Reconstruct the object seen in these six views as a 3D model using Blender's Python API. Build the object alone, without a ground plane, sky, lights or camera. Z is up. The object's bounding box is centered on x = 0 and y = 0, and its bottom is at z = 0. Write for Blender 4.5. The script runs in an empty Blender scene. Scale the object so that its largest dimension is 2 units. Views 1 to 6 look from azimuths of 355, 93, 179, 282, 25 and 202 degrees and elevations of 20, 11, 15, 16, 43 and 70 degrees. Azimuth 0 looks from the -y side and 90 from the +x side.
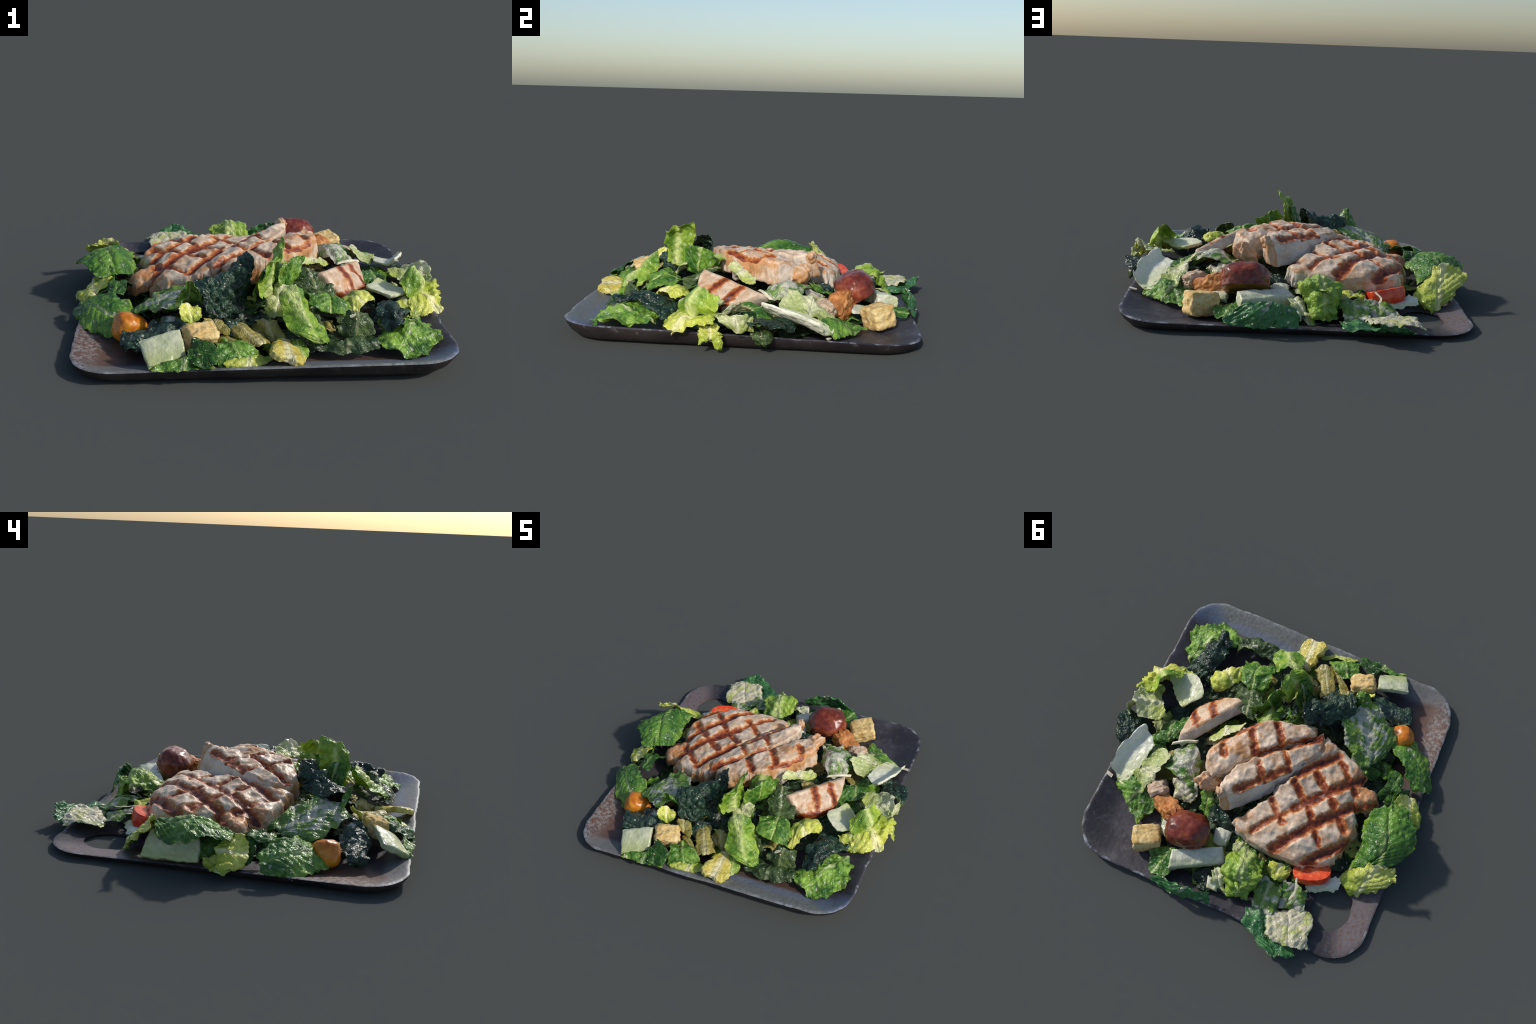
"""Grilled chicken salad on a dark square plate, built part by part."""
import bpy, bmesh, math
import numpy as np
from mathutils import Matrix, Vector

RNG = np.random.default_rng(7)

# ------------------------------------------------------------------ noise
_PERM = np.random.default_rng(3).permutation(256)
_PERM = np.concatenate([_PERM, _PERM, _PERM])
_GRAD = np.random.default_rng(4).normal(size=(256, 3))
_GRAD /= np.linalg.norm(_GRAD, axis=1)[:, None]


def noise(p):
    """Gradient noise, about -0.6..0.6, for an array of points (..., 3)."""
    p = np.asarray(p, float)
    i = np.floor(p).astype(int)
    f = p - i
    w = f * f * f * (f * (f * 6 - 15) + 10)
    out = 0
    for dx in (0, 1):
        for dy in (0, 1):
            for dz in (0, 1):
                h = _PERM[_PERM[_PERM[(i[..., 0] + dx) & 255] + ((i[..., 1] + dy) & 255)] + ((i[..., 2] + dz) & 255)]
                d = f - np.array([dx, dy, dz])
                wt = (w[..., 0] if dx else 1 - w[..., 0]) * (w[..., 1] if dy else 1 - w[..., 1]) * (w[..., 2] if dz else 1 - w[..., 2])
                out = out + wt * (d * _GRAD[h]).sum(-1)
    return out


def fbm(p, octaves=3):
    p = np.asarray(p, float)
    return sum(noise(p * 2 ** k + 17.3 * k) * 0.55 ** k for k in range(octaves))


def smooth(x, a, b):
    t = np.clip((x - a) / (b - a), 0, 1)
    return t * t * (3 - 2 * t)


# ------------------------------------------------------------------ materials
def nodes_of(name):
    m = bpy.data.materials.new(name)
    m.use_nodes = True
    nt = m.node_tree
    nt.nodes.clear()
    return m, nt


class Net:
    """Small helper for wiring node trees."""

    def __init__(self, name):
        self.mat, self.nt = nodes_of(name)

    def add(self, kind, **props):
        n = self.nt.nodes.new(kind)
        for k, v in props.items():
            setattr(n, k, v)
        return n

    def link(self, a, b):
        self.nt.links.new(a, b)

    def put(self, sock, v):
        if isinstance(v, bpy.types.NodeSocket):
            self.link(v, sock)
        elif v is not None:
            if sock.type == "RGBA" and len(v) == 3:
                v = (*v, 1)
            sock.default_value = v

    def math(self, op, a, b=None, c=None, clamp=False):
        n = self.add("ShaderNodeMath", operation=op, use_clamp=clamp)
        for s, v in zip(n.inputs, (a, b, c)):
            self.put(s, v)
        return n.outputs[0]

    def vmath(self, op, a, b=None):
        n = self.add("ShaderNodeVectorMath", operation=op)
        self.put(n.inputs[0], a)
        if b is not None:
            self.put(n.inputs[1], b)
        return n.outputs[0]

    def step(self, v, a, b, lo=0.0, hi=1.0):
        n = self.add("ShaderNodeMapRange", interpolation_type="SMOOTHSTEP")
        for s, x in zip(n.inputs, (v, a, b, lo, hi)):
            self.put(s, x)
        return n.outputs[0]

    def mix(self, f, a, b, blend="MIX"):
        n = self.add("ShaderNodeMix", data_type="RGBA", blend_type=blend)
        self.put(n.inputs[0], f)
        self.put(n.inputs[6], a)
        self.put(n.inputs[7], b)
        return n.outputs[2]

    def noise(self, vec, scale, detail=3, rough=0.55, dist=0.0):
        n = self.add("ShaderNodeTexNoise")
        self.put(n.inputs["Vector"], vec)
        n.inputs["Scale"].default_value = scale
        n.inputs["Detail"].default_value = detail
        n.inputs["Roughness"].default_value = rough
        n.inputs["Distortion"].default_value = dist
        return n.outputs["Fac"]

    def voronoi(self, vec, scale, feature="F1"):
        n = self.add("ShaderNodeTexVoronoi", feature=feature)
        self.put(n.inputs["Vector"], vec)
        n.inputs["Scale"].default_value = scale
        return n.outputs["Distance"]

    def coords(self):
        t = self.add("ShaderNodeTexCoord")
        return t.outputs["Object"], t.outputs["Generated"]

    def ramp(self, f, stops):
        n = self.add("ShaderNodeValToRGB")
        e = n.color_ramp.elements
        while len(e) < len(stops):
            e.new(0.5)
        for k, (pos, col) in enumerate(stops):
            e[k].position = pos
            e[k].color = (*col, 1)
        self.put(n.inputs[0], f)
        return n.outputs[0]

    def finish(self, colour, rough=0.45, bump=None, bump_dist=0.004, spec=0.4, translucent=0.0, coat=0.0, sss=0.0):
        b = self.add("ShaderNodeBsdfPrincipled")
        self.put(b.inputs["Base Color"], colour)
        self.put(b.inputs["Roughness"], rough)
        b.inputs["Specular IOR Level"].default_value = spec
        b.inputs["Coat Weight"].default_value = coat
        b.inputs["Coat Roughness"].default_value = 0.15
        if sss:
            b.inputs["Subsurface Weight"].default_value = sss
            b.inputs["Subsurface Scale"].default_value = 0.02
        if bump is not None:
            n = self.add("ShaderNodeBump")
            n.inputs["Strength"].default_value = 0.7
            n.inputs["Distance"].default_value = bump_dist
            self.put(n.inputs["Height"], bump)
            self.link(n.outputs[0], b.inputs["Normal"])
        out = self.add("ShaderNodeOutputMaterial")
        if translucent:
            t = self.add("ShaderNodeBsdfTranslucent")
            self.put(t.inputs[0], colour)
            mx = self.add("ShaderNodeMixShader")
            mx.inputs[0].default_value = translucent
            self.link(b.outputs[0], mx.inputs[1])
            self.link(t.outputs[0], mx.inputs[2])
            self.link(mx.outputs[0], out.inputs[0])
        else:
            self.link(b.outputs[0], out.inputs[0])
        return self.mat


def leaf_material(name, deep, light, rib, vein=0.35, rib_width=0.10, speck=0.0, dressing=0.0, blister=28.0, rough=0.30,
                  tip=None, margin=None, translucent=0.18, dress_col=(0.62, 0.60, 0.50)):
    """Leaf skin: mottled green, pale midrib and side veins along the leaf's own axes, specks and smears of dressing."""
    n = Net(name)
    obj, gen = n.coords()
    info = n.add("ShaderNodeObjectInfo")
    rnd = info.outputs["Random"]
    shift = n.math("MULTIPLY", rnd, 37.0)
    comb = n.add("ShaderNodeCombineXYZ")
    for s in comb.inputs:
        n.put(s, shift)
    p = n.vmath("ADD", obj, comb.outputs[0])
    g = n.add("ShaderNodeSeparateXYZ")
    n.put(g.inputs[0], gen)
    o = n.add("ShaderNodeSeparateXYZ")
    n.put(o.inputs[0], obj)
    big = n.noise(p, 9, 3)
    fine = n.noise(p, 42, 3)
    tone = n.math("ADD", n.math("MULTIPLY", big, 0.75), n.math("MULTIPLY", fine, 0.5))
    tone = n.step(tone, 0.48, 0.78)
    col = n.mix(tone, deep, light)
    if tip is not None:
        wob = n.math("ADD", g.outputs[0], n.math("MULTIPLY_ADD", big, 0.5, -0.25))
        col = n.mix(n.step(wob, 0.35, 0.85), col, tip)
    # veins: midrib along local x, side veins in chevrons
    ay = n.math("ABSOLUTE", o.outputs[1])
    wob = n.math("MULTIPLY_ADD", n.noise(p, 7, 2), 0.05, -0.025)
    chev = n.math("ADD", n.math("ADD", o.outputs[0], n.math("MULTIPLY", ay, 0.9)), wob)
    saw = n.math("PINGPONG", chev, 0.021)
    side = n.step(saw, 0.0036, 0.0008)
    mid = n.math("MULTIPLY", n.step(n.math("ADD", ay, n.math("MULTIPLY", wob, 0.8)), 0.008, 0.002), 0.7)
    net = n.step(n.voronoi(p, 46, "DISTANCE_TO_EDGE"), 0.08, 0.01)
    lines = n.math("MAXIMUM", n.math("MULTIPLY", side, 0.6), n.math("MAXIMUM", mid, n.math("MULTIPLY", net, 0.35)))
    col = n.mix(n.math("MULTIPLY", lines, vein), col, rib)
    # pale broad rib zone near the base
    if margin is not None:
        mz = n.math("ADD", n.math("ABSOLUTE", n.math("SUBTRACT", g.outputs[1], 0.5)), n.math("MULTIPLY_ADD", big, 0.3, -0.15))
        col = n.mix(n.step(mz, 0.36, 0.50, 0.0, 0.8), col, margin)
    if rib_width > 0:
        zone = n.math("ADD", n.math("ABSOLUTE", n.math("SUBTRACT", g.outputs[1], 0.5)), n.math("MULTIPLY", g.outputs[0], rib_width * 1.5))
        zone = n.math("ADD", zone, n.math("MULTIPLY_ADD", big, 0.24, -0.12))
        col = n.mix(n.step(zone, rib_width * 2.4, rib_width * 0.4), col, rib)
    if dressing > 0:
        d = n.noise(p, 11, 4, 0.6, 0.4)
        col = n.mix(n.math("MULTIPLY", n.step(d, 0.66 - 0.3 * dressing, 0.76 - 0.3 * dressing), 0.85), col, dress_col)
    if speck > 0:
        d = n.noise(p, 34, 2, 0.5)
        col = n.mix(n.math("MULTIPLY", n.step(d, 0.76 - 0.16 * speck, 0.80 - 0.16 * speck), 0.8), col, dress_col)
    vary = n.math("MULTIPLY_ADD", rnd, 0.36, 0.82)
    hs = n.add("ShaderNodeHueSaturation")
    n.put(hs.inputs["Value"], vary)
    n.put(hs.inputs["Hue"], n.math("MULTIPLY_ADD", rnd, -0.02, 0.51))
    n.put(hs.inputs["Color"], col)
    h = n.math("ADD", n.noise(p, blister, 3), n.math("MULTIPLY", n.voronoi(p, blister * 1.3), -0.5))
    h = n.math("ADD", h, n.math("MULTIPLY", lines, -0.9 * vein))
    return n.finish(hs.outputs[0], rough, h, 0.016, 0.5, translucent)


def build_leaf_materials():
    M = {}
    M["bright"] = leaf_material("romaine_bright_green", (0.098, 0.253, 0.014), (0.38, 0.552, 0.057), (0.621, 0.713, 0.253), speck=0.35, margin=(0.42, 0.56, 0.06))  # romaine and rib colours lightened toward the sunlit brightness baked into the scan
    M["green"] = leaf_material("romaine_green", (0.034, 0.138, 0.014), (0.184, 0.368, 0.04), (0.414, 0.529, 0.161), vein=0.3, rib_width=0.02, speck=0.55, margin=(0.24, 0.40, 0.035))
    M["frill"] = leaf_material("romaine_frilly_green", (0.04, 0.149, 0.017), (0.23, 0.437, 0.052), (0.529, 0.621, 0.253), vein=0.25, rib_width=0.02, speck=0.7, margin=(0.30, 0.46, 0.05), blister=36)
    M["pale"] = leaf_material("romaine_heart_pale", (0.483, 0.575, 0.184), (0.759, 0.782, 0.414), (0.851, 0.828, 0.552), vein=0.5, rib_width=0.10, speck=0.3, tip=(0.46, 0.54, 0.10))
    M["yellow"] = leaf_material("romaine_heart_yellow", (0.529, 0.598, 0.057), (0.759, 0.782, 0.184), (0.851, 0.828, 0.414), vein=0.4, rib_width=0.06, speck=0.3, tip=(0.36, 0.48, 0.04))
    M["gold"] = leaf_material("golden_wilted_leaf", (0.70, 0.54, 0.05), (0.88, 0.76, 0.26), (0.86, 0.78, 0.46), vein=0.3, rib_width=0.10, dressing=0.25, dress_col=(0.85, 0.78, 0.52))
    M["olive"] = leaf_material("olive_yellow_leaf", (0.32, 0.27, 0.045), (0.52, 0.44, 0.12), (0.62, 0.55, 0.26), vein=0.5, rib_width=0.12)
    M["chard"] = leaf_material("dark_chard", (0.028, 0.06, 0.016), (0.09, 0.15, 0.045), (0.30, 0.33, 0.16), vein=0.3, rib_width=0.03, speck=0.5)
    M["spinach"] = leaf_material("spinach_green", (0.018, 0.075, 0.009), (0.07, 0.20, 0.022), (0.22, 0.34, 0.08), vein=0.45, rib_width=0.0, speck=0.25)
    M["kale"] = leaf_material("kale_dark", (0.006, 0.020, 0.012), (0.024, 0.062, 0.034), (0.12, 0.19, 0.10), vein=0.12, rib_width=0.0, speck=0.35, blister=50, rough=0.28, translucent=0.05)
    M["kale_dressed"] = leaf_material("kale_dressed", (0.020, 0.05, 0.030), (0.065, 0.115, 0.07), (0.22, 0.26, 0.17), vein=0.15, rib_width=0.0, speck=0.7, dressing=0.25, blister=50, rough=0.3, translucent=0.05)
    M["dressed"] = leaf_material("romaine_dressed", (0.05, 0.16, 0.018), (0.22, 0.36, 0.05), (0.48, 0.54, 0.26), vein=0.3, rib_width=0.05, dressing=0.6, speck=0.6)
    M["creamy"] = leaf_material("romaine_creamy", (0.391, 0.46, 0.115), (0.713, 0.69, 0.299), (0.862, 0.805, 0.529), vein=0.2, rib_width=0.05, dressing=0.9, tip=(0.50, 0.54, 0.12), dress_col=(0.76, 0.69, 0.52))
    M["bluegreen"] = leaf_material("romaine_outer_green", (0.022, 0.12, 0.035), (0.075, 0.25, 0.075), (0.30, 0.46, 0.22), vein=0.25, rib_width=0.0, speck=0.5, dressing=0.12)
    M["rib"] = leaf_material("romaine_white_rib", (0.575, 0.621, 0.368), (0.759, 0.759, 0.529), (0.828, 0.828, 0.621), vein=0.03, rib_width=0.0, blister=18, translucent=0.1, tip=(0.54, 0.58, 0.26))
    M["rib_white"] = leaf_material("romaine_cut_rib", (0.667, 0.69, 0.529), (0.828, 0.816, 0.667), (0.88, 0.874, 0.713), vein=0.03, rib_width=0.0, blister=18, translucent=0.1, tip=(0.62, 0.64, 0.38))
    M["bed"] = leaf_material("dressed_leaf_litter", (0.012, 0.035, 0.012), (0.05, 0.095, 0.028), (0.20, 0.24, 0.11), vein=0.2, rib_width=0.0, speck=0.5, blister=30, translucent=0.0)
    return M


# grill bars on the breast: (x0, y0, x1, y1, half width, strength), in plan
GRILL = [
    (-0.42, 0.46, -0.66, 0.19, 0.024, 1.0), (-0.22, 0.46, -0.58, 0.00, 0.026, 1.0), (-0.07, 0.41, -0.24, 0.20, 0.018, 0.7),
    (-0.24, 0.20, -0.58, -0.20, 0.026, 1.0), (-0.18, 0.00, -0.38, -0.24, 0.026, 1.0), (0.10, 0.25, -0.14, -0.02, 0.020, 0.8),
    (0.07, 0.00, -0.06, -0.13, 0.018, 0.8), (-0.06, -0.12, -0.24, -0.28, 0.022, 0.9), (0.31, 0.00, 0.15, -0.19, 0.020, 0.8),
    (0.28, 0.02, 0.24, 0.09, 0.018, 0.8), (0.17, -0.15, 0.08, 0.00, 0.020, 0.9), (0.05, -0.25, -0.04, -0.12, 0.018, 0.8),
    (-0.18, 0.03, -0.34, 0.16, 0.020, 0.9), (-0.34, 0.16, -0.47, 0.33, 0.018, 0.8), (-0.27, -0.08, -0.42, 0.04, 0.020, 0.9),
    (-0.42, 0.04, -0.58, 0.19, 0.022, 0.9), (-0.38, -0.21, -0.56, -0.05, 0.020, 0.9), (-0.10, 0.18, -0.23, 0.30, 0.018, 0.8),
    (0.05, 0.03, -0.05, 0.14, 0.018, 0.8), (-0.05, -0.11, -0.15, 0.01, 0.018, 0.8), (-0.57, 0.03, -0.70, -0.08, 0.020, 0.7),
]


def grill_depth(x, y):
    out = np.zeros_like(x)
    for x0, y0, x1, y1, w, s in GRILL:
        dx, dy = x1 - x0, y1 - y0
        L = math.hypot(dx, dy)
        t = ((x - x0) * dx + (y - y0) * dy) / L
        d = np.abs((x - x0) * dy - (y - y0) * dx) / L
        out = np.maximum(out, s * smooth(d, w * 1.7, w * 0.3) * smooth(t, -0.02, 0.02) * smooth(t, L + 0.02, L - 0.02))
    return out


def chicken_material(name, bars, plain=False, flesh=((0.52, 0.34, 0.21), (0.74, 0.59, 0.44)), sear=0.0, browned=()):
    """Pale meat with fibres; where `bars` are given, charred crossing grill bars and seared tan rims."""
    n = Net(name)
    obj, gen = n.coords()
    st = n.add("ShaderNodeMapping")
    st.inputs["Rotation"].default_value = (0, 0, math.radians(50))
    st.inputs["Scale"].default_value = (9, 42, 30)
    n.put(st.inputs[0], obj)
    fibre = n.noise(st.outputs[0], 1.0, 4, 0.6)
    big = n.noise(obj, 10, 3)
    col = n.mix(n.step(n.math("ADD", n.math("MULTIPLY", fibre, 0.35), n.math("MULTIPLY", big, 0.65)), 0.36, 0.62), flesh[0], flesh[1])
    bump = n.math("ADD", n.math("MULTIPLY", fibre, 0.6), n.math("MULTIPLY", n.noise(obj, 35, 4), 0.9))
    if not plain:
        tan = n.noise(obj, 7, 4, 0.6)
        col = n.mix(n.step(tan, 0.49 - sear, 0.66 - sear, 0.0, 0.85), col, (0.56, 0.25, 0.08))
        col = n.mix(n.step(n.noise(obj, 16, 4, 0.65), 0.60, 0.72, 0.0, 0.5), col, (0.42, 0.30, 0.22))
        for bx, by, br in browned:
            away = n.vmath("SUBTRACT", obj, (bx, by, 0.2))
            ln = n.add("ShaderNodeVectorMath", operation="LENGTH")
            n.put(ln.inputs[0], away)
            near = n.math("ADD", ln.outputs["Value"], n.math("MULTIPLY_ADD", tan, 0.3, -0.15))
            col = n.mix(n.step(near, br, br * 0.45, 0.0, 0.75), col, (0.52, 0.22, 0.07))
        warp = n.noise(obj, 22, 3)
        warp2 = n.noise(obj, 60, 2)
        wsum = n.math("ADD", n.math("MULTIPLY_ADD", warp, 0.06, -0.03), n.math("MULTIPLY_ADD", warp2, 0.024, -0.012))
        mask = None
        for x0, y0, x1, y1, w, s in bars:
            mp = n.add("ShaderNodeMapping", vector_type="TEXTURE")
            mp.inputs["Location"].default_value = ((x0 + x1) / 2, (y0 + y1) / 2, 0)
            mp.inputs["Rotation"].default_value = (0, 0, math.atan2(y1 - y0, x1 - x0))
            n.put(mp.inputs[0], obj)
            sp = n.add("ShaderNodeSeparateXYZ")
            n.put(sp.inputs[0], mp.outputs[0])
            half = math.hypot(x1 - x0, y1 - y0) / 2
            ax = n.math("ABSOLUTE", sp.outputs[0])
            ay = n.math("ADD", n.math("ABSOLUTE", sp.outputs[1]), wsum)
            k = n.math("MULTIPLY", n.step(ax, half + 0.035, half - 0.02), n.step(ay, w * 2.1, -w * 0.5, 0.0, s))
            mask = k if mask is None else n.math("MAXIMUM", mask, k)
        if mask is None:
            mask = n.step(tan, 0.60, 0.80, 0.0, 0.6)
        heat = n.math("MULTIPLY", mask, n.math("MULTIPLY_ADD", n.noise(obj, 14, 4, 0.65), 1.5, 0.22))
        hot = n.ramp(heat, [(0.0, (0.62, 0.36, 0.17)), (0.25, (0.52, 0.20, 0.055)), (0.50, (0.33, 0.075, 0.017)), (0.75, (0.18, 0.034, 0.010)), (1.0, (0.07, 0.014, 0.007))])
        col = n.mix(n.step(heat, 0.06, 0.34), col, hot)
        pep = n.step(n.noise(obj, 55, 1), 0.75, 0.79)
        col = n.mix(n.math("MULTIPLY", pep, 0.75), col, (0.05, 0.035, 0.03))
    return n.finish(col, 0.42, bump, 0.008, 0.4, sss=0.0)


def simple_food_material(name, stops, scale, bump_scale, rough=0.5, bump_dist=0.006, coat=0.0, spec=0.4, dist=0.0):
    n = Net(name)
    obj, gen = n.coords()
    f = n.step(n.math("ADD", n.math("MULTIPLY", n.noise(obj, scale, 4, 0.6, dist), 0.7), n.math("MULTIPLY", n.noise(obj, scale * 4, 3), 0.3)), 0.3, 0.7)
    return n.finish(n.ramp(f, stops), rough, n.noise(obj, bump_scale, 4), bump_dist, spec, coat=coat)


def plate_material(name, part):
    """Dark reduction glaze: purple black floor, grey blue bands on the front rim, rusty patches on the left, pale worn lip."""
    n = Net(name)
    obj, gen = n.coords()
    s = n.add("ShaderNodeSeparateXYZ")
    n.put(s.inputs[0], obj)
    x, y, z = s.outputs
    big = n.noise(obj, 3.2, 4, 0.6)
    fine = n.noise(obj, 48, 4, 0.7)
    col = n.mix(n.step(big, 0.38, 0.66), (0.026, 0.022, 0.028), (0.060, 0.054, 0.064))
    wob = n.math("MULTIPLY_ADD", big, 0.22, -0.11)

    def blob(cx, cy, rx, ry, grow=0.35):
        a = n.math("DIVIDE", n.math("SUBTRACT", x, cx), rx)
        b = n.math("DIVIDE", n.math("SUBTRACT", y, cy), ry)
        d = n.math("SQRT", n.math("ADD", n.math("MULTIPLY", a, a), n.math("MULTIPLY", b, b)))
        d = n.math("ADD", d, n.math("MULTIPLY", wob, 2.4))
        return n.step(d, 1 + grow, 1 - grow)

    grain = n.math("MULTIPLY_ADD", fine, 1.1, 0.1, clamp=True)
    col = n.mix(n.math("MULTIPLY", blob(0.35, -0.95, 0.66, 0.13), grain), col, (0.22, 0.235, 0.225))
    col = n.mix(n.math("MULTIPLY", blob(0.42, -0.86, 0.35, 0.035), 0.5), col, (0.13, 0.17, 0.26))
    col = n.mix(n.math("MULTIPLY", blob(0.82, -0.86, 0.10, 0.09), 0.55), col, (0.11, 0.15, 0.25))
    col = n.mix(n.math("MULTIPLY", blob(0.3, -0.80, 0.5, 0.035), 0.7), col, (0.10, 0.045, 0.020))
    col = n.mix(n.math("MULTIPLY", blob(-0.80, -0.62, 0.16, 0.30), 0.8), col, (0.15, 0.075, 0.045))
    col = n.mix(n.math("MULTIPLY", blob(-0.88, -0.70, 0.09, 0.30), n.step(fine, 0.42, 0.62)), col, (0.26, 0.24, 0.22))
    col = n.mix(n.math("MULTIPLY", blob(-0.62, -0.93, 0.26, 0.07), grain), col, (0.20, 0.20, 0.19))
    col = n.mix(n.math("MULTIPLY", blob(-0.84, 0.56, 0.10, 0.28), 0.85), col, (0.16, 0.13, 0.13))
    col = n.mix(n.math("MULTIPLY", blob(-0.82, 0.58, 0.13, 0.28), n.step(fine, 0.52, 0.64)), col, (0.13, 0.06, 0.035))
    col = n.mix(n.math("MULTIPLY", n.step(fine, 0.66, 0.74), 0.25), col, (0.20, 0.19, 0.18))
    if part == "glaze":
        col = n.mix(n.step(n.noise(obj, 16, 5, 0.75), 0.50, 0.70, 0.0, 0.5), col, (0.10, 0.10, 0.105))
    # lip: thin pale line along the outer edge
    if part == "lip":
        col = n.mix(n.step(n.noise(obj, 13, 5, 0.7), 0.48, 0.66, 0.0, 0.8), col, (0.30, 0.32, 0.36))
    if part == "wall":
        col = n.mix(n.step(big, 0.40, 0.64), (0.016, 0.012, 0.014), (0.040, 0.030, 0.028))
        col = n.mix(n.step(n.noise(obj, 20, 4, 0.7), 0.60, 0.72, 0.0, 0.6), col, (0.13, 0.13, 0.14))
    rough = n.math("MULTIPLY_ADD", fine, 0.4, 0.32)
    return n.finish(col, rough, n.math("ADD", n.noise(obj, 6, 3), n.math("MULTIPLY", fine, 0.25)), 0.010, 0.5)


# ------------------------------------------------------------------ mesh helpers
def make_object(name, verts, faces, mats, parent=None, face_mat=None, origin=None, axes=None, smooth_shade=True):
    verts = np.asarray(verts, float)
    if origin is None:
        origin = np.zeros(3)
    R = np.eye(3) if axes is None else np.asarray(axes)  # columns = local axes
    local = (verts - origin) @ R
    me = bpy.data.meshes.new(name)
    me.from_pydata(local.tolist(), [], faces)
    for m in mats:
        me.materials.append(m)
    if face_mat is not None:
        me.polygons.foreach_set("material_index", np.asarray(face_mat, np.int32))
    bm = bmesh.new()
    bm.from_mesh(me)
    bmesh.ops.recalc_face_normals(bm, faces=bm.faces)
    bm.to_mesh(me)
    bm.free()
    me.polygons.foreach_set("use_smooth", [smooth_shade] * len(me.polygons))
    ob = bpy.data.objects.new(name, me)
    bpy.context.scene.collection.objects.link(ob)
    M = Matrix.Identity(4)
    for i in range(3):
        for j in range(3):
            M[i][j] = R[i][j]
        M[i][3] = origin[i]
    ob.matrix_world = M
    if parent is not None:
        ob.parent = parent  # parents all sit at the identity
    return ob


def resample(a, n):
    """Catmull-Rom through the points of axis 0."""
    a = np.asarray(a, float)
    k = len(a)
    if k == 1:
        return np.repeat(a, n, 0)
    t = np.linspace(0, k - 1, n)
    if k == 2:
        w = t[:, None, None] if a.ndim == 3 else t[:, None]
        return a[0] * (1 - w) + a[1] * w
    p = np.concatenate([[2 * a[0] - a[1]], a, [2 * a[-1] - a[-2]]])
    i = np.minimum(t.astype(int), k - 2)
    f = (t - i).reshape(-1, *([1] * (a.ndim - 1)))
    p0, p1, p2, p3 = p[i], p[i + 1], p[i + 2], p[i + 3]
    return 0.5 * (2 * p1 + (p2 - p0) * f + (2 * p0 - 5 * p1 + 4 * p2 - p3) * f ** 2 + (3 * p1 - p0 - 3 * p2 + p3) * f ** 3)


def surface(rows, step):
    a = np.asarray(rows, float)
    lu = np.linalg.norm(np.diff(a, axis=0), axis=2).sum(0).max()
    lv = np.linalg.norm(np.diff(a, axis=1), axis=2).sum(1).max()
    nu, nv = max(8, int(lu / step)), max(8, int(lv / step))
    s = resample(a, nu)
    return resample(s.transpose(1, 0, 2), nv).transpose(1, 0, 2)


def normals(P):
    du = np.gradient(P, axis=0)
    dv = np.gradient(P, axis=1)
    N = np.cross(du, dv)
    return N / np.maximum(np.linalg.norm(N, axis=2, keepdims=True), 1e-9)


def edge_distance(P):
    """Rough distance in metres from each grid point to the four sides: u0, u1, v0, v1."""
    du = np.linalg.norm(np.diff(P, axis=0), axis=2)
    dv = np.linalg.norm(np.diff(P, axis=1), axis=2)
    cu = np.concatenate([np.zeros((1, P.shape[1])), np.cumsum(du, 0)])
    cv = np.concatenate([np.zeros((P.shape[0], 1)), np.cumsum(dv, 1)], 1)
    return cu, cu[-1:] - cu, cv, cv[:, -1:] - cv


def shell(P, Q, bulge=(0, 0, 0, 0), rings=1, cut=(0, 0, 0, 0)):
    """Closed body between grid P (top) and grid Q (bottom); walls bulge outward. Returns verts, faces, material ids."""
    nu, nv, _ = P.shape
    idx = np.arange(nu * nv).reshape(nu, nv)
    verts = [P.reshape(-1, 3), Q.reshape(-1, 3)]
    faces, mats = [], []
    a, b, c, d = idx[:-1, :-1].ravel(), idx[1:, :-1].ravel(), idx[1:, 1:].ravel(), idx[:-1, 1:].ravel()
    faces += np.stack([a, b, c, d], 1).tolist()
    o = nu * nv
    faces += np.stack([a + o, d + o, c + o, b + o], 1).tolist()
    mats += [0] * (2 * len(a))
    loop = [(0, j, 2) for j in range(nv - 1)] + [(i, nv - 1, 1) for i in range(nu - 1)] + [(nu - 1, j, 3) for j in range(nv - 1, 0, -1)] + [(i, 0, 0) for i in range(nu - 1, 0, -1)]
    # side codes here: 2 -> u0, 1 -> v1, 3 -> u1, 0 -> v0
    side_of = {2: 0, 1: 3, 3: 1, 0: 2}
    I = np.array([l[0] for l in loop])
    J = np.array([l[1] for l in loop])
    S = np.array([side_of[l[2]] for l in loop])
    m = len(loop)
    top = idx[I, J]
    bot = top + o
    inner = P[np.clip(I, 1, nu - 2), np.clip(J, 1, nv - 2)]
    out = P[I, J] - inner
    out /= np.maximum(np.linalg.norm(out, axis=1, keepdims=True), 1e-9)
    bl = np.array(bulge)[S]
    bl = 0.5 * bl + 0.25 * (np.roll(bl, 1) + np.roll(bl, -1))
    prev = top
    base = 2 * o
    for r in range(1, rings + 1):
        f = r / rings
        if r == rings:
            cur = bot
        else:
            ring = P[I, J] * (1 - f) + Q[I, J] * f + out * (bl * math.sin(math.pi * f) ** 0.7)[:, None]
            verts.append(ring)
            cur = base + np.arange(m)
            base += m
        faces += np.stack([prev, cur, np.roll(cur, -1), np.roll(prev, -1)], 1).tolist()
        mats += [int(cut[s]) for s in S]
        prev = cur
    return np.concatenate(verts), faces, mats


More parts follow.
